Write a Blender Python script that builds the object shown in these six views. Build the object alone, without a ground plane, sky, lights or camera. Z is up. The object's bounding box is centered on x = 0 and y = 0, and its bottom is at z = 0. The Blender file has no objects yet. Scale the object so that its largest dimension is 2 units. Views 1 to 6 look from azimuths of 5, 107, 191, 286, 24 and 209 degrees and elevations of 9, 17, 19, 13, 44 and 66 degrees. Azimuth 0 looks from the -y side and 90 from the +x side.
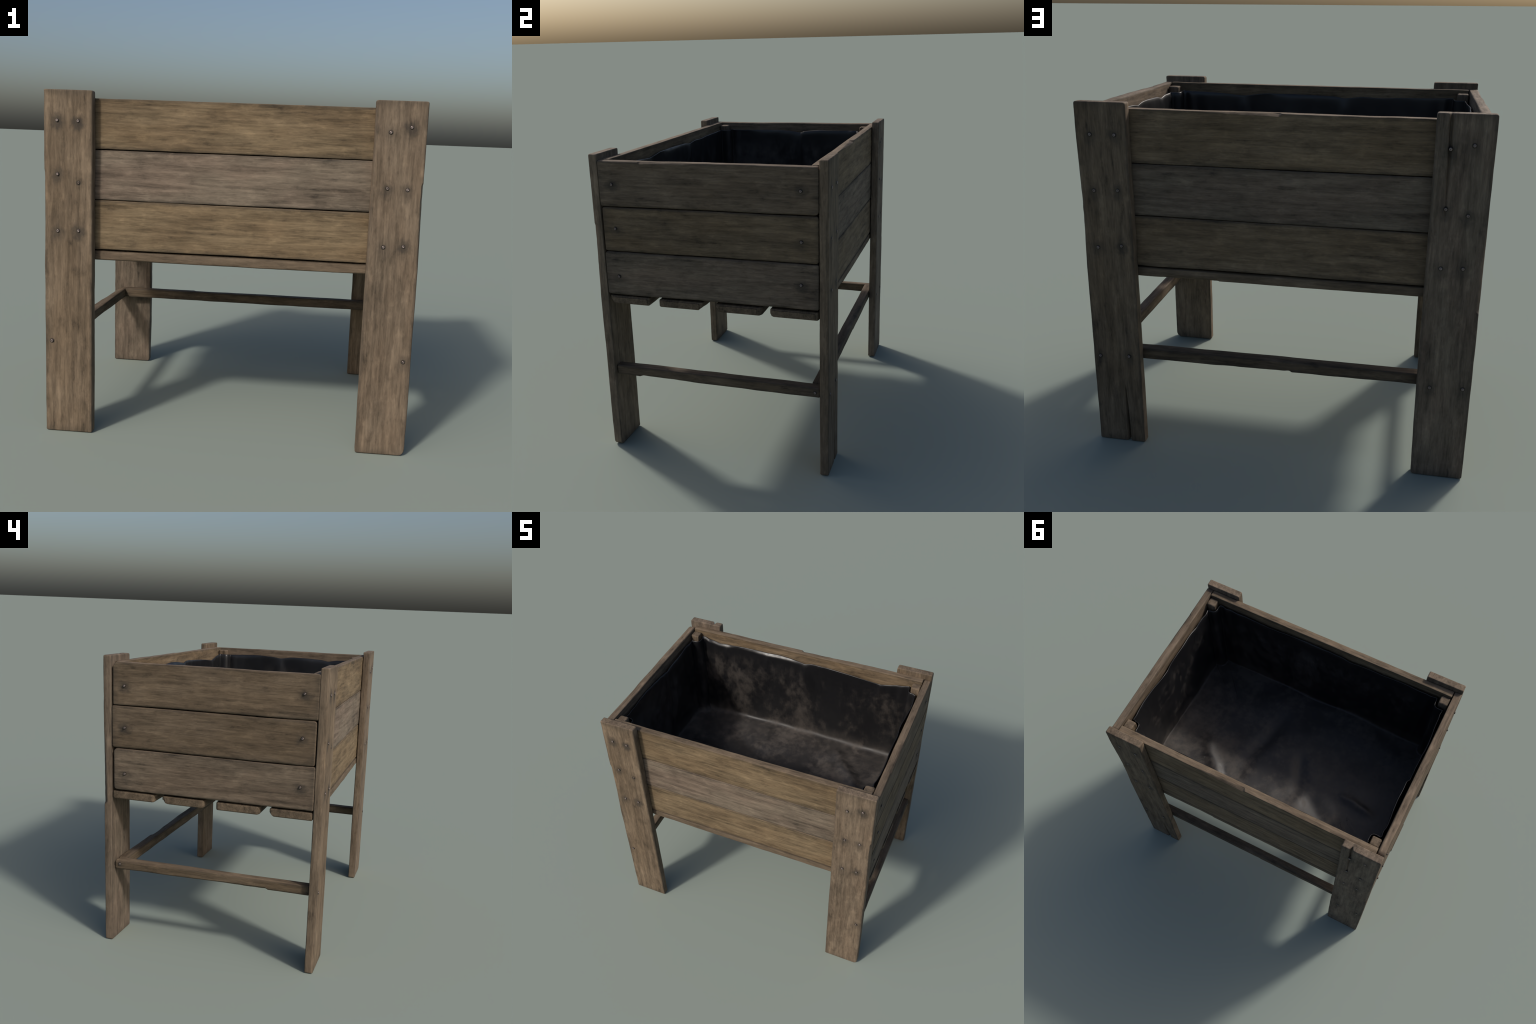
"""A raised wooden planter box on four plank legs, lined with black plastic sheet."""
import math
import bpy
import numpy as np
from mathutils import Matrix, Vector
from mathutils.geometry import delaunay_2d_cdt

# --------------------------------------------------------------------------
# helpers
# --------------------------------------------------------------------------
def smooth(a, b, x):
    t = np.clip((np.asarray(x, float) - a) / (b - a), 0, 1)
    return t * t * (3 - 2 * t)


def hash3(ix, iy, iz, seed):
    h = (ix * 374761393 + iy * 668265263 + iz * 2147483647 + seed * 1274126177) & 0xFFFFFFFF
    h = ((h ^ (h >> 13)) * 1274126177) & 0xFFFFFFFF
    h = ((h ^ (h >> 16)) * 2246822519) & 0xFFFFFFFF
    return ((h ^ (h >> 15)) & 0xFFFF) / 32767.5 - 1.0


def noise(x, y, z, seed=0):
    """Smooth lattice noise in -1..1 on arrays."""
    x, y, z = np.broadcast_arrays(np.asarray(x, float), np.asarray(y, float), np.asarray(z, float))
    ix, iy, iz = (np.floor(a).astype(np.int64) for a in (x, y, z))
    fx, fy, fz = x - ix, y - iy, z - iz
    fx, fy, fz = (f * f * f * (f * (f * 6 - 15) + 10) for f in (fx, fy, fz))
    out = 0
    for dx in (0, 1):
        for dy in (0, 1):
            for dz in (0, 1):
                w = (fx if dx else 1 - fx) * (fy if dy else 1 - fy) * (fz if dz else 1 - fz)
                out = out + w * hash3(ix + dx, iy + dy, iz + dz, seed)
    return out


def fbm(x, y, z, seed=0, octaves=3):
    out, a = 0, 1.0
    for k in range(octaves):
        out = out + a * noise(x * 2 ** k, y * 2 ** k, z * 2 ** k, seed + 17 * k)
        a *= 0.5
    return out


def make_object(name, verts, faces, material, parent, matrix=None, sharp=40):
    me = bpy.data.meshes.new(name)
    me.from_pydata([tuple(v) for v in np.asarray(verts).tolist()], [], faces)
    me.materials.append(material)
    me.shade_smooth()
    if sharp:
        me.set_sharp_from_angle(angle=math.radians(sharp))
    ob = bpy.data.objects.new(name, me)
    bpy.context.scene.collection.objects.link(ob)
    ob.parent = parent
    if matrix is not None:
        ob.matrix_local = matrix
    return ob


# --------------------------------------------------------------------------
# materials
# --------------------------------------------------------------------------
class Graph:
    """Small wrapper to write shader node graphs as expressions."""

    def __init__(self, name):
        self.mat = bpy.data.materials.new(name)
        self.mat.use_nodes = True
        self.tree = self.mat.node_tree
        self.tree.nodes.clear()

    def node(self, kind, out=0, props=None, **inputs):
        n = self.tree.nodes.new(kind)
        for k, v in (props or {}).items():
            setattr(n, k, v)
        for k, v in inputs.items():
            key = int(k[1:]) if k[0] == "i" and k[1:].isdigit() else k.replace("_", " ")
            self.put(n.inputs[key], v)
        return n.outputs[out]

    def put(self, socket, v):
        if isinstance(v, bpy.types.NodeSocket):
            self.tree.links.new(v, socket)
        else:
            socket.default_value = v

    def math(self, op, a, b=0.0, c=0.0, clamp=False):
        return self.node("ShaderNodeMath", props={"operation": op, "use_clamp": clamp}, i0=a, i1=b, i2=c)

    def vec(self, op, a, b=(0, 0, 0), out=0):
        return self.node("ShaderNodeVectorMath", out, {"operation": op}, i0=a, i1=b)

    def scaled(self, a, s):
        return self.vec("MULTIPLY", a, s)

    def noise(self, v, scale, detail=4.0, rough=0.55, dist=0.0, out=0):
        return self.node("ShaderNodeTexNoise", out, Vector=v, Scale=scale, Detail=detail, Roughness=rough, Distortion=dist)

    def rng(self, v, a, b, lo=0.0, hi=1.0, kind="SMOOTHSTEP"):
        return self.node("ShaderNodeMapRange", props={"interpolation_type": kind}, i0=v, i1=a, i2=b, i3=lo, i4=hi)

    def mix(self, f, a, b, blend="MIX"):
        n = self.tree.nodes.new("ShaderNodeMix")
        n.data_type, n.blend_type = "RGBA", blend
        self.put(n.inputs[0], f)
        self.put(n.inputs[6], a)
        self.put(n.inputs[7], b)
        return n.outputs[2]

    def prop(self, name, out="Fac"):
        return self.node("ShaderNodeAttribute", out, {"attribute_type": "OBJECT", "attribute_name": f'["{name}"]'})

    def finish(self, normal=None, **inputs):
        b = self.tree.nodes.new("ShaderNodeBsdfPrincipled")
        for k, v in inputs.items():
            self.put(b.inputs[k.replace("_", " ")], v)
        if normal is not None:
            self.put(b.inputs["Normal"], normal)
        o = self.tree.nodes.new("ShaderNodeOutputMaterial")
        self.tree.links.new(b.outputs[0], o.inputs[0])
        return self.mat


STAINS = 8


def wood_material():
    """Weathered plank: the grain runs along local x; tone, seed and nail stains come per plank."""
    g = Graph("weathered_wood")
    co = g.node("ShaderNodeTexCoord", "Object")
    seed = g.prop("seed", "Vector")
    p = g.vec("ADD", co, seed)
    grey, yellow, value = g.prop("grey"), g.prop("yellow"), g.prop("value")

    warp = g.noise(g.scaled(p, (2.0, 6.0, 6.0)), 1.0, 2, 0.5, out=1)
    pw = g.vec("ADD", p, g.scaled(g.vec("SUBTRACT", warp, (0.5, 0.5, 0.5)), (0.03, 0.012, 0.012)))
    streak = g.noise(g.scaled(pw, (4.5, 34.0, 34.0)), 1.0, 5, 0.66)
    fine = g.noise(g.scaled(pw, (16.0, 130.0, 130.0)), 1.0, 3, 0.65)
    broad = g.noise(g.scaled(pw, (1.6, 8.0, 8.0)), 1.0, 3, 0.55)
    blotch = g.noise(g.scaled(p, (9.0, 17.0, 17.0)), 1.0, 5, 0.66)
    flecks = g.noise(g.scaled(pw, (13.0, 52.0, 52.0)), 1.0, 4, 0.65)
    hue = g.noise(g.scaled(p, (2.2, 6.0, 6.0)), 1.0, 3, 0.55)

    brown = g.mix(g.rng(hue, 0.35, 0.65), (0.128, 0.091, 0.056, 1), (0.156, 0.113, 0.076, 1))
    ochre = g.mix(g.rng(hue, 0.35, 0.65), (0.146, 0.102, 0.057, 1), (0.168, 0.122, 0.071, 1))
    ash = g.mix(g.rng(hue, 0.35, 0.65), (0.154, 0.116, 0.087, 1), (0.146, 0.117, 0.087, 1))
    col = g.mix(yellow, brown, ochre)
    col = g.mix(grey, col, ash)

    # light and dark along the grain
    fibre = g.noise(g.scaled(pw, (2.0, 62.0, 62.0)), 1.0, 4, 0.62)
    pale = g.noise(g.scaled(p, (4.0, 9.5, 9.5)), 1.0, 4, 0.62, 0.3)
    level = g.math("ADD", g.rng(streak, 0.28, 0.72, 0.62, 1.24, "LINEAR"), g.rng(fibre, 0.3, 0.7, -0.18, 0.18, "LINEAR"))
    level = g.math("ADD", level, g.rng(pale, 0.54, 0.76, 0.0, 0.26))
    level = g.math("ADD", level, g.rng(broad, 0.3, 0.7, -0.16, 0.16, "LINEAR"))
    level = g.math("ADD", level, g.rng(fine, 0.3, 0.7, -0.17, 0.17, "LINEAR"))
    level = g.math("ADD", level, g.rng(blotch, 0.52, 0.74, 0.0, 0.38))
    level = g.math("SUBTRACT", level, g.rng(blotch, 0.47, 0.25, 0.0, 0.36))
    level = g.math("SUBTRACT", level, g.rng(flecks, 0.40, 0.22, 0.0, 0.34))
    level = g.math("MULTIPLY", level, g.math("MULTIPLY", value, 0.97))

    # darker band along the rims of every plank
    half = g.prop("half", "Vector")
    d = g.vec("SUBTRACT", half, g.vec("ABSOLUTE", co))
    sx, sy, sz = (g.node("ShaderNodeSeparateXYZ", k, Vector=d) for k in range(3))
    wob = g.math("MULTIPLY", g.math("SUBTRACT", blotch, 0.5), 0.05)
    e_long = g.rng(g.math("ADD", sy, g.math("MULTIPLY", wob, 0.5)), 0.0, 0.020, 1.0, 0.0)
    e_end = g.rng(g.math("ADD", sx, wob), 0.0, 0.05, 1.0, 0.0)
    flat = g.vec("ABSOLUTE", g.node("ShaderNodeTexCoord", "Normal"))
    broadside = g.rng(g.node("ShaderNodeSeparateXYZ", 2, Vector=flat), 0.35, 0.85)
    darkening = g.math("MAXIMUM", g.math("MULTIPLY", e_long, 0.46), g.math("MULTIPLY", e_end, 0.32))
    darkening = g.math("MULTIPLY", darkening, broadside)
    # arrises and narrow faces are coloured a little paler
    level = g.math("MULTIPLY", level, g.rng(broadside, 0.0, 1.0, 1.13, 1.0))
    col = g.mix(g.math("MULTIPLY", g.math("SUBTRACT", 1.0, broadside), 0.65), col, (0.140, 0.104, 0.072, 1))
    darkening = g.math("MULTIPLY", darkening, g.prop("darkening"))

    # smudges round the nails, drawn out along the grain
    smear = None
    swirl = g.scaled(g.vec("SUBTRACT", g.noise(g.scaled(p, (26.0, 34.0, 34.0)), 1.0, 3, 0.6, out=1), (0.5, 0.5, 0.5)), (0.085, 0.065, 0.0))
    down = g.prop("down", "Vector")
    pos = g.vec("ADD", co, swirl)
    ring = None
    for k in range(STAINS):
        nail = g.prop(f"nail_{k}", "Vector")
        power = g.node("ShaderNodeSeparateXYZ", 2, Vector=nail)
        off = g.scaled(g.vec("SUBTRACT", pos, g.vec("ADD", nail, down)), (0.75, 1.0, 0.0))
        m = g.math("MULTIPLY", g.rng(g.vec("LENGTH", off, out=1), 0.008, 0.052, 1.0, 0.0), power)
        smear = m if smear is None else g.math("MAXIMUM", smear, m)
        near = g.vec("LENGTH", g.scaled(g.vec("SUBTRACT", co, nail), (1.0, 1.0, 0.0)), out=1)
        r = g.math("MULTIPLY", g.rng(near, 0.009, 0.019, 1.0, 0.0), g.math("GREATER_THAN", power, 0.01))  # dark ring: shadow of the nail head painted on the wood
        ring = r if ring is None else g.math("MAXIMUM", ring, r)
    darkening = g.math("MAXIMUM", darkening, g.math("MULTIPLY", smear, 0.78))
    darkening = g.math("MAXIMUM", darkening, g.math("MULTIPLY", ring, 0.85))

    shade = g.node("ShaderNodeCombineXYZ", X=level, Y=level, Z=level)
    col = g.mix(1.0, col, shade, "MULTIPLY")
    col = g.mix(g.math("MULTIPLY", darkening, 1.0, clamp=True), col, (0.030, 0.026, 0.022, 1))
    # narrow faces and end grain are a little browner
    h = g.math("ADD", g.math("MULTIPLY", streak, 0.6), g.math("MULTIPLY", fine, 0.5))
    bump = g.node("ShaderNodeBump", Strength=0.6, Distance=0.004, Height=h)
    return g.finish(normal=bump, Base_Color=col, Roughness=g.rng(streak, 0.3, 0.7, 0.86, 0.70), Specular_IOR_Level=0.28)


def nail_material():
    g = Graph("weathered_steel")
    co = g.node("ShaderNodeTexCoord", "Object")
    n = g.noise(co, 160.0, 3)
    wear = g.prop("wear")
    col = g.mix(g.rng(n, 0.35, 0.7), (0.27, 0.225, 0.21, 1), (0.15, 0.115, 0.10, 1))  # steel tones lowered to match heads seen in shade
    col = g.mix(wear, col, (0.10, 0.075, 0.06, 1))
    r = g.vec("LENGTH", g.scaled(co, (1, 1, 0)), out=1)
    col = g.mix(g.rng(r, 0.0062, 0.0086), col, (0.045, 0.035, 0.03, 1))
    col = g.mix(g.rng(r, 0.0012, 0.0036, 0.6, 0.0), col, (0.05, 0.04, 0.036, 1))
    return g.finish(Base_Color=col, Roughness=0.40, Metallic=0.6)


def liner_material():
    g = Graph("black_plastic_sheet")
    co = g.node("ShaderNodeTexCoord", "Object")
    soft = g.noise(g.scaled(co, (1, 1, 1)), 3.2, 5, 0.6)
    slant = g.node("ShaderNodeMapping", Vector=co, Rotation=(0.0, 0.55, 0.0), Scale=(3.4, 2.6, 1.7))
    cloud = g.noise(slant, 1.0, 6, 0.66, 0.5)
    crumb = g.noise(g.scaled(co, (1.0, 1.0, 0.7)), 17.0, 5, 0.65)
    z = g.node("ShaderNodeSeparateXYZ", 2, Vector=co)
    y = g.node("ShaderNodeSeparateXYZ", 1, Vector=co)
    x = g.node("ShaderNodeSeparateXYZ", 0, Vector=co)
    clean_rim = g.rng(z, 1.58, 1.74, 1.0, 0.0)
    dust = g.math("MULTIPLY", g.rng(g.math("ADD", cloud, g.math("MULTIPLY", g.math("SUBTRACT", crumb, 0.5), 0.70)), 0.40, 0.78), clean_rim)
    ax = g.math("ABSOLUTE", x)
    ay = g.math("ABSOLUTE", y)
    low = g.rng(z, 1.20, 1.04)
    seam = g.math("MULTIPLY", low, g.math("MAXIMUM", g.rng(ay, 0.28, 0.58), g.rng(ax, 0.62, 0.90)))
    dust = g.math("ADD", dust, g.math("MULTIPLY", seam, g.rng(soft, 0.36, 0.62, 0.0, 0.6)), clamp=True)
    dust = g.math("ADD", g.math("MULTIPLY", dust, 0.62), g.math("MULTIPLY", g.math("MULTIPLY", low, g.rng(crumb, 0.3, 0.7, 0.55, 1.2)), g.rng(y, -0.25, 0.45, 0.06, 0.34)), clamp=True)  # last term makes the floor paler toward +y
    col = g.mix(dust, (0.0075, 0.0075, 0.0085, 1), (0.080, 0.068, 0.058, 1))
    rough = g.math("ADD", g.rng(soft, 0.3, 0.7, 0.33, 0.44, "LINEAR"), g.math("ADD", g.math("MULTIPLY", dust, 0.3), g.math("MULTIPLY", low, 0.10)))
    fineb = g.noise(co, 60.0, 3)
    h = g.math("ADD", g.math("MULTIPLY", soft, 0.8), g.math("MULTIPLY", fineb, 0.05))
    bump = g.node("ShaderNodeBump", Strength=0.25, Distance=0.012, Height=h)
    return g.finish(normal=bump, Base_Color=col, Roughness=rough, Specular_IOR_Level=0.5)


WOOD, STEEL, PLASTIC = wood_material(), nail_material(), liner_material()

# --------------------------------------------------------------------------
# the thing
# --------------------------------------------------------------------------
planter = bpy.data.objects.new("planter_box", None)
planter.empty_display_size = 0.2
bpy.context.scene.collection.objects.link(planter)
planter["label"] = "raised weathered wooden planter box on legs with black plastic liner"
planter["category"] = "garden planter"

rng = np.random.default_rng(7)


def plank_mesh(L, W, T, seed, chips=(), plan=(0.004,) * 4, cracks=(), r0=0.0055, wavy=1.0, step=0.014):
    """A sawn board along x (width y, thickness z): softened arrises, chipped edges, splits.

    chips: (s0, s1, ysign, zsign, depth_y, depth_z): starts abruptly at s0, runs out towards s1
    plan: corner radii seen from the broad side at (x-,y-), (x-,y+), (x+,y-), (x+,y+)
    cracks: (end sign, y, length, width, depth, drift)
    """
    NT, NC = 4, 6
    # rows: dense and rounded at the ends
    re = r0 * 0.9
    a = np.linspace(0, math.pi / 2, 5)
    d_end = re * (1 - np.cos(a))
    inset_end = re * (1 - np.sin(a))
    more = np.array([0.010, 0.015, 0.021, 0.028, 0.036])
    d = np.concatenate([d_end, more])
    ins = np.concatenate([inset_end, more * 0])
    n_mid = max(2, int((L - 0.1) / step))
    mid = np.linspace(-L / 2 + 0.046, L / 2 - 0.046, n_mid)
    s = np.concatenate([-L / 2 + d, mid, (L / 2 - d)[::-1]])
    inset = np.concatenate([ins, mid * 0, ins[::-1]])
    for c in chips:  # a few rows at each abrupt break
        s = np.concatenate([s, c[0] + np.linspace(-0.008, 0.020, 7) * np.sign(c[1] - c[0])])
    order = np.argsort(s[: len(inset)])
    inset_f = np.interp(s, s[: len(inset)][order], inset[order])
    k = np.argsort(s)
    s, inset = s[k], inset_f[k]
    keep = np.concatenate([[True], np.diff(s) > 2e-4])
    s, inset = s[keep], inset[keep]
    R = len(s)

    # half width with rounded plan corners
    def side(ra, rb):
        cut = np.zeros(R)
        for rad, dist in ((ra, s + L / 2), (rb, L / 2 - s)):
            q = np.clip(rad - dist, 0, rad)
            cut = np.maximum(cut, rad - np.sqrt(np.maximum(rad * rad - q * q, 0)))
        return cut

    wn = W / 2 - np.maximum(side(plan[0], plan[2]), inset)
    wp = W / 2 - np.maximum(side(plan[1], plan[3]), inset)
    wn = wn + wavy * (0.0015 * noise(s * 3.1, seed, 0.5, seed) + 0.0008 * noise(s * 11, seed, 2.5, seed))
    wp = wp + wavy * (0.0015 * noise(s * 3.1, seed, 7.5, seed) + 0.0008 * noise(s * 11, seed, 5.5, seed))
    tt = T / 2 - inset

    # columns across the width, thicker near splits
    cols = np.linspace(-0.94, 0.94, max(6, int(W / 0.011))) * (W / 2 - r0)
    for c in cracks:
        cols = np.concatenate([cols, c[1] + np.array([-14, -9, -6, -4, -2.5, -1.2, 0, 1.2, 2.5, 4, 6, 9, 14]) * 0.001])
    cols = np.unique(np.round(cols, 5))
    cols = cols[np.concatenate([[True], np.diff(cols) > 8e-4])] / (W / 2)

    # corner sizes per arris
    corner = {}
    for ys in (-1, 1):
        for zs in (-1, 1):
            q = seed * 3.7 + ys * 11.3 + zs * 5.1
            base = r0 * (1 + 0.35 * noise(s * 7, q, 0.0, seed) + 0.5 * np.clip(noise(s * 2.3, q, 4.0, seed) - 0.2, 0, 1) * wavy)
            ry, rz, ch = base.copy(), base.copy(), np.zeros(R)
            for s0, s1, cy, cz, dy, dz in chips:
                if (cy, cz) == (ys, zs):
                    t = (s - s0) / (s1 - s0)
                    f = smooth(-0.012, 0.035, t) * np.clip(1 - t, 0, 1) ** 0.8 * (t > -0.02)
                    if dz < 0:  # worn hollow instead of a chip
                        f = np.sin(math.pi * np.clip(t, 0, 1) ** 0.8) ** 2
                        dz = -dz
                    f = f * (1 + 0.25 * noise(s * 30, q, 9.0, seed))
                    ry, rz, ch = ry + dy * f, rz + dz * f, np.maximum(ch, smooth(0.0, 0.3, f))
            corner[ys, zs] = (np.minimum(ry, W * 0.45), np.minimum(rz, T * 0.7), ch)

    Y, Z, NY, NZ = [], [], [], []

    def add(y, z, ny, nz):
        Y.append(y), Z.append(z), NY.append(np.full(R, ny)), NZ.append(np.full(R, nz))

    def arc(ys, zs, th0, th1):
        ry, rz, ch = corner[ys, zs]
        half = wp if ys > 0 else wn
        cy, cz = ys * (half - ry), zs * (tt - rz)
        y0, z0 = cy + ry * math.cos(th0), cz + rz * math.sin(th0)
        y1, z1 = cy + ry * math.cos(th1), cz + rz * math.sin(th1)
        for i in range(NC):
            f = i / (NC - 1)
            th = th0 + (th1 - th0) * f
            y, z = cy + ry * math.cos(th), cz + rz * math.sin(th)
            yl, zl = y0 + (y1 - y0) * f, z0 + (z1 - z0) * f
            w = ch * 0.85
            add(y * (1 - w) + yl * w, z * (1 - w) + zl * w, math.cos(th), math.sin(th))

    def narrow(ys, lo, hi):  # fractions of the thickness from bottom to top
        half = wp if ys > 0 else wn
        rb, rt = corner[ys, -1][1], corner[ys, 1][1]
        for f in np.linspace(lo, hi, NT + 1)[1:-1] if hi != lo else []:
            z = (-tt + rb) * (1 - f) + (tt - rt) * f
            add(ys * half, z, ys, 0)

    def broad(zs, reverse):
        for c in (cols[::-1] if reverse else cols):
            left, right = -wn + corner[-1, zs][0], wp - corner[1, zs][0]
            add(np.clip(c * W / 2, left, right), zs * tt, 0, zs)

    pi = math.pi
    add(-wn, 0 * s, -1, 0)
    arc(-1, 1, pi, pi / 2)
    broad(1, False)
    arc(1, 1, pi / 2, 0)
    add(wp, 0 * s, 1, 0)
    arc(1, -1, 0, -pi / 2)
    broad(-1, True)
    arc(-1, -1, -pi / 2, -pi)
    Y, Z, NY, NZ = (np.stack(v, 1) for v in (Y, Z, NY, NZ))
    N = Y.shape[1]
    X = np.repeat(s[:, None], N, 1)

    # sawn and weathered relief: slow cupping, grooves along the grain
    far = smooth(0.0, 0.03, L / 2 - np.abs(X))
    amp = wavy * far * (0.0010 * noise(X * 2.2, Y * 9, Z * 9, seed + 1) + 0.0007 * noise(X * 5, Y * 60, Z * 60, seed + 2) + 0.0004 * noise(X * 22, Y * 45, Z * 45, seed + 3))
    Y, Z = Y + NY * amp, Z + NZ * amp
    for end, yc, length, width, depth, drift in cracks:
        t = np.clip((L / 2 - end * X) / length, 0, None)
        centre = yc + drift * t + 0.0012 * noise(X * 14, 3.3, 1.0, seed)
        fade = np.clip(1 - t, 0, 1) ** 0.6
        g = np.exp(-((Y - centre) / (width * (0.25 + 0.75 * fade) + 1e-6)) ** 2) * fade
        Z = Z - np.clip(NZ, 0, 1) * g * depth
        X = X - end * g * min(0.3 * depth, 0.008) * np.clip(1 - t * length / 0.03, 0, 1) * np.clip(0.5 + Z / T, 0, 1)

    verts = np.stack([X, Y, Z], 2).reshape(-1, 3)
    faces = []
    for i in range(R - 1):
        for j in range(N):
            jn = (j + 1) % N
            faces.append((i * N + j, i * N + jn, (i + 1) * N + jn, (i + 1) * N + j))
    for row, flip in ((0, True), (R - 1, False)):
        o = row * N
        for j in range(N // 2):
            f = [o + j, o + j + 1, o + N - 1 - j, o + (N - j) % N]
            f = list(dict.fromkeys(f))
            faces.append(tuple(f[::-1] if not flip else f))
    # the ring runs clockwise seen from +x: turn everything outward
    return verts, [f[::-1] for f in faces]


def frame(origin, xdir, zdir):
    x, z = Vector(xdir), Vector(zdir)
    y = z.cross(x)
    m = Matrix((x, y, z)).transposed().to_4x4()
    m.translation = Vector(origin)
    return m


nail_meshes = []


def nail_mesh(r=0.0086, h=0.0068):
    """Domed head with a drive dimple, standing on z = 0."""
    prof = [(0.0, h * 0.62), (0.0016, h * 0.66), (0.0030, h * 0.96), (0.0045, h), (0.0062, h * 0.92), (0.0076, h * 0.68), (r, h * 0.30), (r * 1.02, 0.0), (r * 0.9, -0.004)]
    n = 20
    v, f = [(0, 0, prof[0][1])], []
    for rad, z in prof[1:]:
        v += [(rad * math.cos(2 * math.pi * k / n), rad * math.sin(2 * math.pi * k / n), z) for k in range(n)]
    for k in range(n):
        f.append((0, 1 + k, 1 + (k + 1) % n))
        for i in range(len(prof) - 2):
            a, b = 1 + i * n, 1 + (i + 1) * n
            f.append((a + k, b + k, b + (k + 1) % n, a + (k + 1) % n))
    me = bpy.data.meshes.new("nail")
    me.from_pydata(v, [], f)
    me.materials.append(STEEL)
    me.shade_smooth()
    return me


NAIL = nail_mesh()
count = [0]


def board(name, m, L, W, T, tone=(0, 0, 1), nails=(), chips=(), cracks=(), darkening=1.0, nail_lift=0.0, **kw):
    """Place one board; nails and chips come in world coordinates."""
    count[0] += 1
    sd = count[0]
    inv = m.inverted()

    def chip(p0, p1, dy, dz):
        a, b = inv @ Vector(p0), inv @ Vector(p1)
        return (a.x, b.x, 1 if a.y > 0 else -1, 1 if a.z > 0 else -1, dy, dz)

    v, f = plank_mesh(L, W, T, sd, chips=[chip(*c) for c in chips], cracks=cracks, **kw)
    ob = make_object(name, v, f, WOOD, planter, m, sharp=50)
    ob["grey"], ob["yellow"], ob["value"] = (float(t) for t in tone)
    ob["seed"] = [float(q) for q in rng.uniform(-40, 40, 3)]
    ob["half"] = [L / 2, W / 2, T / 2]
    ob["darkening"] = float(darkening)
    ob["down"] = list(inv.to_3x3() @ Vector((0, 0, -0.010)))
    for k in range(STAINS):
        ob[f"nail_{k}"] = [9.0, 9.0, 0.0]
    for k, nl in enumerate(nails):
        q = inv @ Vector(nl[:3])
        power = nl[3] if len(nl) > 3 else float(rng.uniform(0.25, 0.95))
        sunk = nl[4] if len(nl) > 4 else float(rng.uniform(0, 0.002))
        zs = 1 if q.z > 0 else -1
        if zs > 0 and k < STAINS:
            ob[f"nail_{k}"] = [q.x, q.y, max(power, 0.02)]
        n = bpy.data.objects.new("nail", NAIL)
        bpy.context.scene.collection.objects.link(n)
        n.parent = ob
        tilt = Matrix.Rotation(float(rng.uniform(-0.09, 0.09)), 4, "X") @ Matrix.Rotation(float(rng.uniform(-0.09, 0.09)), 4, "Y")
        up = Matrix.Identity(4) if zs > 0 else Matrix.Rotation(math.pi, 4, "X")
        n.matrix_local = Matrix.Translation((q.x, q.y, zs * (T / 2 - sunk + nail_lift))) @ up @ tilt
        n["wear"] = 1.0 if sunk > 0.003 else float(rng.uniform(0, 0.45))
    return ob


# ---- legs: upright boards outside the long walls ---------------------------
LEG_H, LEG_W, LEG_T, LEG_Y = 1.868, 0.263, 0.052, 0.6745
UP = (0, 0, 1)


def leg(sx, sy, **kw):
    return board("leg", frame((sx * 0.859, sy * LEG_Y, LEG_H / 2), UP, (0, sy, 0)), LEG_H, LEG_W, LEG_T, r0=0.0065, **kw)


leg(-1, -1, tone=(0.25, 0.25, 1.0), plan=(0.010, 0.008, 0.010, 0.006),
    nails=[(-0.917, -0.7, 1.709, .9), (-0.805, -0.7, 1.709, 1.0), (-0.916, -0.7, 1.429, .8), (-0.803, -0.7, 1.387, .1, .0035), (-0.916, -0.7, 1.127, .7), (-0.803, -0.7, 1.132, .9), (-0.952, -0.7, 0.518, .2)],
    chips=[((-0.99, -0.7, 1.45), (-0.99, -0.7, 1.0), 0.005, 0.006)])
leg(1, -1, tone=(0.45, 0.1, 1.04), plan=(0.034, 0.010, 0.010, 0.010),
    nails=[(0.809, -0.7, 1.71, .5), (0.911, -0.7, 1.738, .9), (0.809, -0.7, 1.428, .8), (0.911, -0.7, 1.425, .6, .003), (0.808, -0.7, 1.126, .4), (0.909, -0.7, 1.134, .9), (0.95, -0.7, 0.522, .5)],
    chips=[((0.99, -0.7, 1.46), (0.99, -0.7, 1.02), 0.0065, 0.019)])
leg(1, 1, tone=(0.15, 0.25, 0.95), plan=(0.006, 0.008, 0.010, 0.010),
    nails=[(0.915, 0.7, 1.711, .5), (0.789, 0.7, 1.712, .7), (0.916, 0.7, 1.431, .6, .003), (0.79, 0.7, 1.437, .7), (0.917, 0.7, 1.134, .6), (0.79, 0.7, 1.148, .9), (0.952, 0.7, 0.516, .5), (0.789, 0.7, 0.526, .6)],
    chips=[((0.99, 0.7, 1.70), (0.99, 0.7, 0.95), 0.009, -0.010)],
    cracks=[(-1, 0.819 - 0.859, 0.34, 0.007, 0.034, 0.004)])
leg(-1, 1, tone=(0.85, 0.0, 0.92), plan=(0.008, 0.016, 0.010, 0.010),
    nails=[(-0.797, 0.7, 1.71, .8), (-0.899, 0.7, 1.729, .5, .003), (-0.797, 0.7, 1.433, .7), (-0.899, 0.7, 1.407, .8), (-0.797, 0.7, 1.144, .6), (-0.898, 0.7, 1.15, .6), (-0.791, 0.7, 0.513, .7), (-0.951, 0.7, 0.521, .5)],
    chips=[((-0.99, 0.7, 0.93), (-0.99, 0.7, 1.42), 0.010, 0.016)],
    cracks=[(1, 0.859 - 0.792, 0.50, 0.0085, 0.026, -0.006)])

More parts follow.
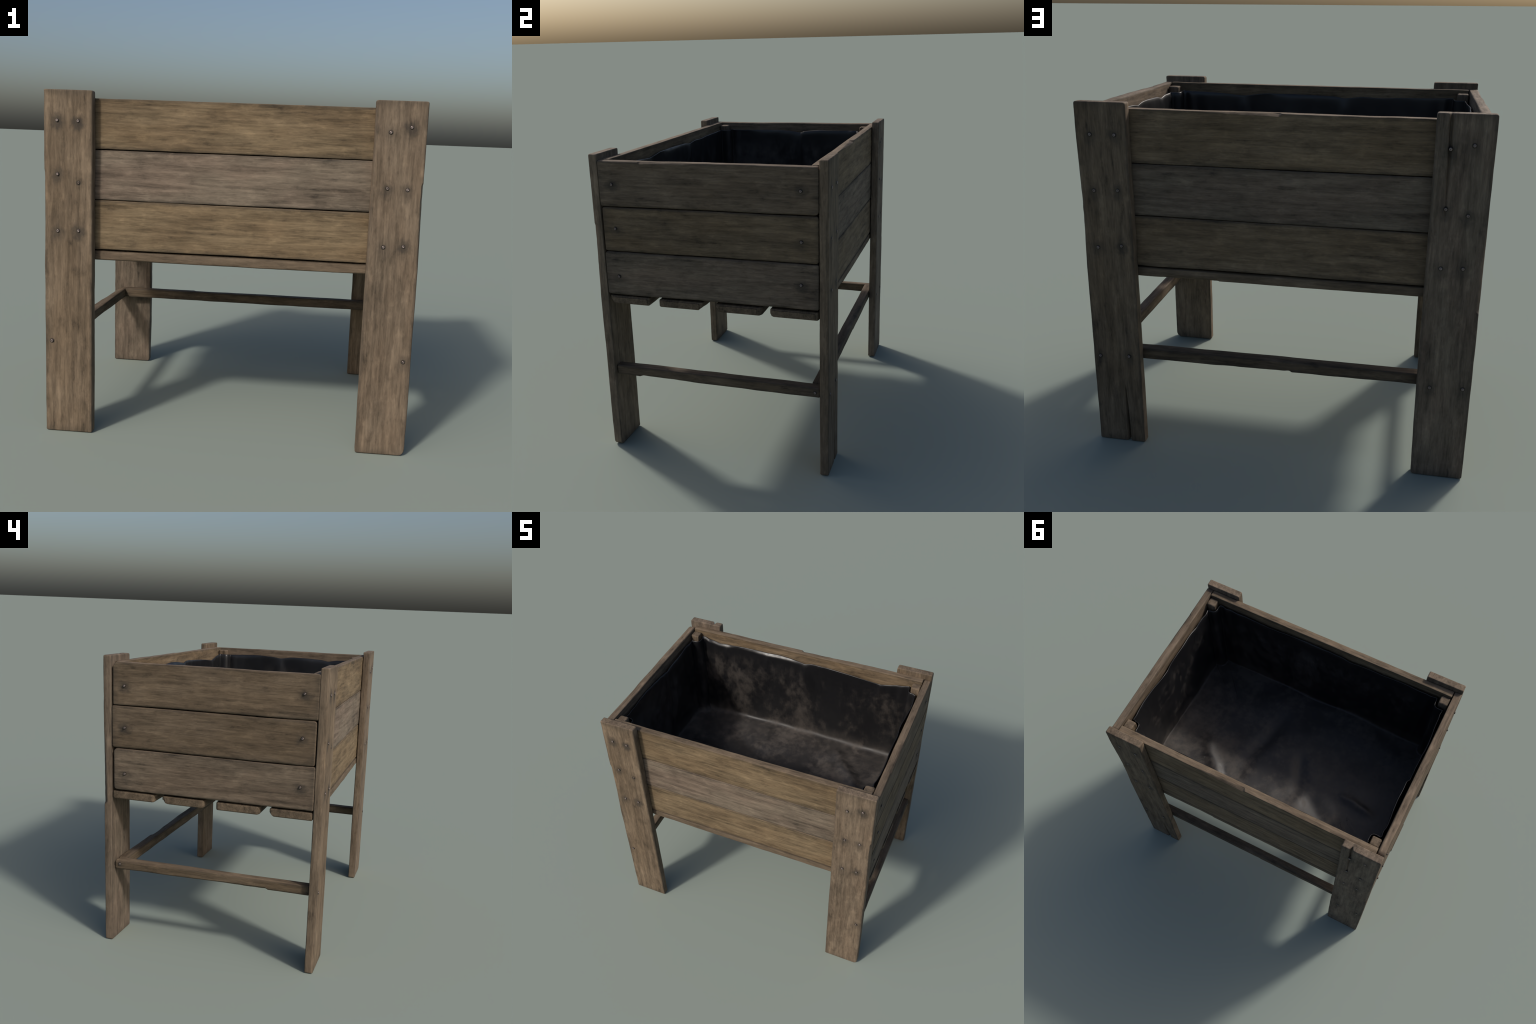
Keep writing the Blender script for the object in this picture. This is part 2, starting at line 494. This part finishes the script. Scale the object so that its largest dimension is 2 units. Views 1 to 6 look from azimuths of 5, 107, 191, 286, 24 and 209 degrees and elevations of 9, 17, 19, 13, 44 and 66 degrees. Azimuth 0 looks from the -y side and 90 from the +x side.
# ---- long walls: three boards a side between the end walls ------------------
ROWS = ((1.0300, 1.2945), (1.2994, 1.5630), (1.5679, 1.8320))
ALONG_X = (1, 0, 0)
for sy in (-1, 1):
    tones = {-1: ((0.05, 1.0, 1.0), (0.95, 0.0, 1.0), (0.05, 1.0, 0.98)), 1: ((0.1, 0.5, 0.95), (0.85, 0.0, 0.88), (0.0, 0.55, 0.97))}[sy]  # back (+y) tones made duller and less ochre for their bluish shade
    chips = {-1: ((), (), ()), 1: ((), (), (((-0.02, 0.646, 1.832), (0.36, 0.646, 1.832), 0.009, 0.021),))}[sy]
    for (lo, hi), tone, ch in zip(ROWS, tones, chips):
        board("side_plank", frame((0, sy * 0.6215, (lo + hi) / 2), ALONG_X, (0, sy, 0)), 1.868, hi - lo, 0.048, tone=tone, r0=0.004, chips=ch, wavy=1.0)

# ---- end walls --------------------------------------------------------------
for sx in (-1, 1):
    if sx < 0:
        ns = [[(0.558, 1.138, .6), (-0.564, 1.169, .9)], [(0.557, 1.430, 1.0), (-0.564, 1.459, .7)], [(0.559, 1.688, 1.0), (-0.564, 1.717, 1.0)]]
        tones = ((0.55, 0.05, 0.98), (0.15, 0.2, 0.90), (0.2, 0.25, 0.98))
        plans = ((0.012, 0.010, 0.024, 0.024), (0.014, 0.016, 0.020, 0.010), (0.006, 0.008, 0.010, 0.040))
        spans = ((-0.648, 0.634), (-0.642, 0.645), (-0.650, 0.638))
        chips = ((), (((-0.99, -0.642, 1.32), (-0.99, -0.642, 1.5), 0.0, 0.0),), ())
    else:
        ns = [[(-0.564, 1.145, .5), (0.548, 1.175, .8)], [(-0.562, 1.437, .7), (0.551, 1.420, .5)], [(-0.563, 1.697, .9), (0.550, 1.699, .6)]]
        tones = ((0.75, 0.0, 0.97), (0.05, 0.6, 0.88), (0.35, 0.15, 0.92))
        plans = ((0.010, 0.020, 0.012, 0.008), (0.012, 0.012, 0.016, 0.014), (0.014, 0.006, 0.024, 0.020))
        spans = ((-0.646, 0.645), (-0.640, 0.645), (-0.648, 0.646))
        chips = ((), (), (((0.99, -0.39, 1.832), (0.99, -0.05, 1.832), 0.0012, 0.006),))
    for (lo, hi), tone, pl, (y0, y1), nn, ch in zip(ROWS, tones, plans, spans, ns, chips):
        # local x runs along world y: for the -x side local y points down, so mirror the radii
        m = frame((sx * 0.9645, (y0 + y1) / 2, (lo + hi) / 2), (0, 1, 0), (sx, 0, 0))
        up = (m.to_3x3() @ Vector((0, 1, 0))).z > 0
        p4 = pl if up else (pl[1], pl[0], pl[3], pl[2])
        ch = [c for c in ch if c[2] > 0]
        board("end_plank", m, y1 - y0, hi - lo - 0.0012, 0.051, tone=tone, plan=p4, r0=0.0085, chips=ch,
              nails=[(sx * 1.0, y, z, pw) for y, z, pw in nn], nail_lift=0.002)

# ---- floor slats under the box ----------------------------------------------
SLATS = ((-0.646, -0.382), (-0.321, -0.044), (0.034, 0.315), (0.362, 0.644))
slat_nails = (((0.9, -0.42), (-0.9, -0.41), (0.9, -0.60), (-0.9, -0.60)), ((0.9, -0.285), (-0.9, -0.275), (0.9, -0.1), (-0.9, -0.1)),
              ((0.9, 0.257), (-0.9, 0.262), (0.9, 0.09), (-0.9, 0.09)), ((0.9, 0.603), (-0.9, 0.56), (0.9, 0.41), (-0.9, 0.42)))
slat_plan = ((0.012, 0.016, 0.03, 0.012), (0.028, 0.02, 0.012, 0.02), (0.02, 0.03, 0.02, 0.03), (0.02, 0.015, 0.012, 0.02))
for k, ((y0, y1), nn, pl) in enumerate(zip(SLATS, slat_nails, slat_plan)):
    sl_chips = []
    z = 0.970
    if k == 0:
        sl_chips = [((-0.986, y1, z), (-0.75, y1, z), 0.02, 0.02), ((0.986, y0, z), (0.80, y0, z), 0.085, 0.036)]
    if k == 1:
        sl_chips = [((0.986, y1, z), (0.8, y1, z), 0.02, 0.012)]
    if k == 2:
        sl_chips = [((-0.986, y1, z), (-0.80, y1, z), 0.05, 0.03), ((0.986, y0, z), (0.85, y0, z), 0.04, 0.03)]
    if k == 3:
        sl_chips = [((0.30, y1, z), (0.62, y1, z), 0.008, 0.010), ((0.986, y0, z), (0.9, y0, z), 0.015, 0.015)]
    board("base_slat", frame((0, (y0 + y1) / 2, 0.9955), ALONG_X, (0, 0, 1)), 1.974, y1 - y0, 0.050,
          tone=(0.0, 0.6 if k == 1 else 0.45, 0.74), plan=pl, r0=0.009, chips=sl_chips,
          nails=[(x * 1.055, y, 0.9, 0.3, 0.001) for x, y in nn])

# ---- corner posts inside ------------------------------------------------------
for sx in (-1, 1):
    for sy in (-1, 1):
        bow = 0.0 if sx < 0 else -0.006
        board("corner_post", frame((sx * 0.9015, sy * 0.5625, 1.418), UP, (sx, 0, 0)), 0.790, 0.064, 0.066,
              tone=(0.1, 0.3, 0.80), plan=(0.006, 0.004, 0.004, 0.004), r0=0.010, darkening=0.6)

# ---- stretchers near the ground --------------------------------------------------
ST = 0.0615
board("stretcher", frame((0, 0.6145, 0.522), ALONG_X, (0, 1, 0)), 1.80, ST, 0.060, tone=(0.1, 0.2, 0.66), r0=0.007, darkening=1.2,
      chips=[((-0.40, 0.645, 0.553), (0.10, 0.645, 0.553), 0.005, 0.012), ((-0.08, 0.645, 0.491), (0.35, 0.645, 0.491), 0.006, 0.012)])
board("stretcher", frame((-0.926, 0, 0.521), (0, 1, 0), (-1, 0, 0)), 1.290, ST, 0.062, tone=(0.1, 0.3, 0.86), r0=0.009, plan=(0.004, 0.004, 0.02, 0.004),
      nails=[(-1.0, 0.612, 0.523, .4)], chips=[((-0.957, -0.38, 0.49), (-0.957, 0.10, 0.49), 0.007, 0.014), ((-0.957, 0.64, 0.553), (-0.957, 0.2, 0.553), 0.010, 0.012)])
board("stretcher", frame((0.939, 0, 0.522), (0, 1, 0), (1, 0, 0)), 1.290, ST, 0.062, tone=(0.1, 0.1, 0.72), r0=0.008, darkening=1.2,
      nails=[(1.0, 0.617, 0.521, .3)], chips=[((0.97, -0.49, 0.49), (0.97, -0.1, 0.49), 0.008, 0.014)])


# --------------------------------------------------------------------------
# liner: one sheet hung inside the box, folded round the posts
# --------------------------------------------------------------------------
def liner():
    X, Y, px, py = 0.921, 0.580, 0.853, 0.513
    # one corner, from the long wall round the post to the end wall
    corner = [(px, Y, 0.010), (px + 0.003, py, 0.026), (X, py - 0.002, 0.010)]
    pts = []
    for sx, sy, rev in ((1, -1, False), (1, 1, True), (-1, 1, False), (-1, -1, True)):
        c = [(sx * x, sy * y, r) for x, y, r in corner]
        pts += c[::-1] if rev else c
    # fillet the polygon
    path = []
    n = len(pts)
    for i in range(n):
        p, a, b = (np.array(pts[k % n][:2]) for k in (i, i - 1, i + 1))
        r = pts[i][2]
        da, db = (a - p) / np.linalg.norm(a - p), (b - p) / np.linalg.norm(b - p)
        for t in np.linspace(0, 1, 9):
            path.append(p + da * r * (1 - t) ** 2 + db * r * t ** 2)
    path = np.array(path + [path[0]])
    seg = np.linalg.norm(np.diff(path, axis=0), axis=1)
    arc = np.concatenate([[0], np.cumsum(seg)])
    M = 840
    u = np.linspace(0, arc[-1], M, endpoint=False)
    P = np.stack([np.interp(u, arc, path[:, 0]), np.interp(u, arc, path[:, 1])], 1)
    tan = np.roll(P, -2, 0) - np.roll(P, 2, 0)
    tan /= np.linalg.norm(tan, axis=1)[:, None]
    inward = np.stack([-tan[:, 1], tan[:, 0]], 1)  # the path runs counter-clockwise
    x, y = P[:, 0], P[:, 1]

    # rim heights along each wall
    walls = {
        "back": ([-0.86, -0.80, -0.70, -0.62, -0.53, -0.40, -0.29, -0.17, -0.09, -0.02, 0.03, 0.08, 0.30, 0.50, 0.635, 0.70, 0.86],
                 [1.795, 1.780, 1.760, 1.762, 1.775, 1.776, 1.770, 1.778, 1.774, 1.766, 1.758, 1.772, 1.766, 1.756, 1.742, 1.754, 1.787]),
        "front": ([-0.86, -0.70, -0.52, -0.44, -0.30, -0.19, -0.13, 0.03, 0.16, 0.30, 0.45, 0.55, 0.70, 0.86],
                  [1.790, 1.782, 1.775, 1.768, 1.778, 1.756, 1.772, 1.780, 1.784, 1.786, 1.758, 1.772, 1.784, 1.792]),
        "right": ([-0.53, -0.48, -0.40, -0.34, -0.28, -0.10, -0.03, 0.06, 0.13, 0.25, 0.53],
                  [1.786, 1.784, 1.776, 1.757, 1.776, 1.788, 1.786, 1.762, 1.780, 1.790, 1.776]),
        "left": ([-0.53, -0.42, -0.25, -0.10, 0.0, 0.045, 0.10, 0.20, 0.36, 0.53],
                 [1.784, 1.778, 1.781, 1.779, 1.765, 1.750, 1.770, 1.786, 1.782, 1.780]),
    }
    rim = np.full(M, 1.782)
    on = {"back": y > 0.57, "front": y < -0.57, "right": (x > 0.9) & (np.abs(y) < 0.53), "left": (x < -0.9) & (np.abs(y) < 0.53)}
    for name, (k, v) in walls.items():
        c = x if name in ("back", "front") else y
        rim[on[name]] = np.interp(c[on[name]], k, v)
    mean = rim.mean()
    rim = np.where(on["back"], rim, mean + 0.65 * (rim - mean))
    for _ in range(5):
        rim = (np.roll(rim, 1) + 2 * rim + np.roll(rim, -1)) / 4
    rim += 0.002 * noise(u * 7, 0.3, 0.1, 5)
    rim_flat = rim.copy()
    for _ in range(60):
        rim_flat = (np.roll(rim_flat, 1) + rim_flat + np.roll(rim_flat, -1)) / 3

    def floor_z(fx, fy):
        z = 1.062 + 0.014 * fbm(fx * 1.5, fy * 1.7, 0.2, 21, 2) + 0.006 * fbm(fx * 4, fy * 4.5, 4.2, 22, 2)
        for (ax, ay), (bx, by), h, w in (((0.64, 0.14), (0.36, 0.42), 0.030, 0.045), ((0.20, -0.30), (0.27, 0.24), -0.022, 0.060), ((0.27, 0.24), (0.42, 0.40), -0.016, 0.05),
                                          ((-0.10, -0.08), (-0.17, 0.22), -0.020, 0.05), ((-0.30, 0.20), (-0.52, 0.42), -0.022, 0.06), ((-0.50, 0.10), (-0.74, 0.13), 0.018, 0.030),
                                          ((-0.05, 0.30), (0.10, 0.50), 0.012, 0.07), ((-0.24, 0.24), (-0.20, 0.50), 0.016, 0.05)):
            d = np.array([bx - ax, by - ay])
            ln = np.linalg.norm(d)
            d /= ln
            t = ((fx - ax) * d[0] + (fy - ay) * d[1]) / ln
            off = (fx - ax) * -d[1] + (fy - ay) * d[0] + 0.02 * noise(t * 3, ax * 5, 0.0, 9)
            z = z + 0.8 * h * np.exp(-(off / (1.05 * w)) ** 2) * smooth(-0.25, 0.2, t) * smooth(1.25, 0.8, t)
        return z

    # how far the sheet stands off the wall: billows, pinned folds, tucks at the posts
    def stand_off(k, z):
        f = np.clip((z - 1.08) / 0.70, 0, 1)  # 0 floor .. 1 rim
        o = 0.012 * (1 - 0.45 * f) * fbm(u * 2.6, z * 1.4, 0.7, 31, 2) + 0.0035 * noise(u * 8, z * 2.5, 0.2, 33)
        o = o + 0.0015 * noise(u * 22, z * 5.0, 1.2, 34) * f
        o = np.clip(o + 0.006, -0.006, 0.03)
        for name, c, side, amp in (("left", 0.045, y, 0.008), ("left", -0.43, y, 0.004), ("back", 0.03, x, 0.014), ("back", 0.635, x, 0.016), ("back", -0.64, x, 0.014),
                                   ("right", -0.34, y, 0.010), ("right", 0.06, y, 0.012), ("front", 0.45, x, 0.014), ("front", -0.19, x, 0.012), ("back", -0.29, x, 0.012)):
            dd = side - c
            pull = np.exp(-(dd / (0.03 + 0.22 * (1 - f))) ** 2) * np.clip(f - 0.35, 0, 1) / 0.65
            ridge = np.exp(-((np.abs(dd) - 0.30 * (1 - f)) / 0.035) ** 2) * smooth(0.55, 0.85, f)
            o = o + on[name] * amp * (0.75 * pull * (1 - 0.6 * smooth(0.88, 1.0, f)) - 0.35 * ridge)
        # folds beside the posts
        for sx in (-1, 1):
            for sy in (-1, 1):
                for qx, qy, wd, amp in ((0.80, 0.58, 0.024, 0.008), (0.71, 0.58, 0.045, 0.005), (0.921, 0.47, 0.026, 0.006)):
                    dist = np.hypot(x - sx * qx + sx * 0.05 * (1 - f) * (qx < 0.9), y - sy * qy)
                    o = o + amp * np.exp(-(dist / wd) ** 2) * (0.35 + 0.65 * f) * (1.0 if (sx, sy) != (1, 1) else 0.5)
        post = (np.abs(x) > px - 0.01) & (np.abs(y) > py - 0.01)
        o = np.where(post, np.clip(o, -0.004, 0.012), o)
        # the sheet sags off the wall a little at the rim of the +y/-x end
        o = o + on["left"] * 0.015 * smooth(0.055, 0.085, y) * smooth(0.42, 0.2, y) * f ** 2
        o = o + on["right"] * 0.006 * f ** 2
        return np.clip(o, -0.007, 0.06)

    rows = []
    # rolled lip, then down the wall
    V = 58
    fillet = 0.017 + 0.026 * smooth(0.3, 0.55, y) + 0.010 * noise(u * 2.2, 0.1, 0.4, 51) + 0.005 * noise(u * 6, 0.1, 0.4, 52)
    zf0 = 0.008 * noise(u * 2.7, 3.1, 0.4, 53)
    zf = floor_z(x, y) + zf0
    for k in range(V):
        t = k / (V - 1)
        t = t ** 1.25
        top = rim
        blend = (1 - t) ** 2
        z = (top * blend + rim_flat * (1 - blend)) * (1 - t) + (zf + fillet) * t
        o = stand_off(k, z)
        lip = 0.007 * np.exp(-t / 0.014) * (0.6 + 0.8 * noise(u * 5, 2.2, 0, 41))
        lip = lip + on["back"] * smooth(0.1, -0.25, x) * np.exp(-(t / 0.018) ** 2) * 0.012 * (0.8 + 0.6 * noise(u * 9, 5.2, 0, 42))
        rows.append(np.column_stack([P + inward * (o - lip)[:, None], z]))
    base_off = stand_off(0, zf + fillet)
    for a in np.linspace(0, math.pi / 2, 8)[1:]:
        o = base_off * (1 - 0.3 * math.sin(a)) + fillet * (1 - math.cos(a))
        q = P + inward * o[:, None]
        rows.append(np.column_stack([q, zf + fillet * (1 - math.sin(a))]))
    q0 = rows[-1][:, :2]
    z0 = rows[-1][:, 2]
    target = np.column_stack([np.clip(q0[:, 0], -0.34, 0.34), q0[:, 1] * 0.0])
    F = 26
    for k in range(1, F + 1):
        t = 0.5 * k / F
        q = q0 * (1 - t) + target * t
        w = smooth(0.0, 0.2, t)
        rows.append(np.column_stack([q, z0 * (1 - w) + floor_z(q[:, 0], q[:, 1]) * w]))
    V = len(rows)
    verts = np.concatenate(rows)
    faces = []
    for i in range(V - 1):
        for j in range(M):
            jn = (j + 1) % M
            faces.append((i * M + j, i * M + jn, (i + 1) * M + jn, (i + 1) * M + j))
    # the middle of the floor
    ring = rows[-1][:, :2]
    gx, gy = np.meshgrid(np.arange(-0.62, 0.621, 0.0125), np.arange(-0.28, 0.281, 0.0125))
    inner = np.column_stack([gx.ravel(), gy.ravel()])
    d2 = ((inner[:, None, :] - ring[None, ::6, :]) ** 2).sum(2).min(1)
    lim = np.abs(inner[:, 1]) < 0.5 * 0.56
    inner = inner[(d2 > 0.009 ** 2) & lim]
    pts2 = [Vector(p) for p in np.concatenate([ring, inner]).tolist()]
    out = delaunay_2d_cdt(pts2, [(j, (j + 1) % M) for j in range(M)], [], 1, 1e-6)
    o2 = np.array([tuple(v) for v in out[0]])
    base = len(verts)
    verts = np.concatenate([verts, np.column_stack([o2, floor_z(o2[:, 0], o2[:, 1])])])
    faces += [tuple(base + k for k in f) for f in out[2]]
    ob = make_object("liner", verts, faces, PLASTIC, planter, sharp=0)
    import bmesh
    bm = bmesh.new()
    bm.from_mesh(ob.data)
    bmesh.ops.remove_doubles(bm, verts=bm.verts, dist=0.0004)
    bmesh.ops.recalc_face_normals(bm, faces=bm.faces)
    bm.to_mesh(ob.data)
    bm.free()
    ob.data.shade_smooth()
    so = ob.modifiers.new("thickness", "SOLIDIFY")
    so.thickness = 0.004
    so.offset = 0
    return ob


liner()
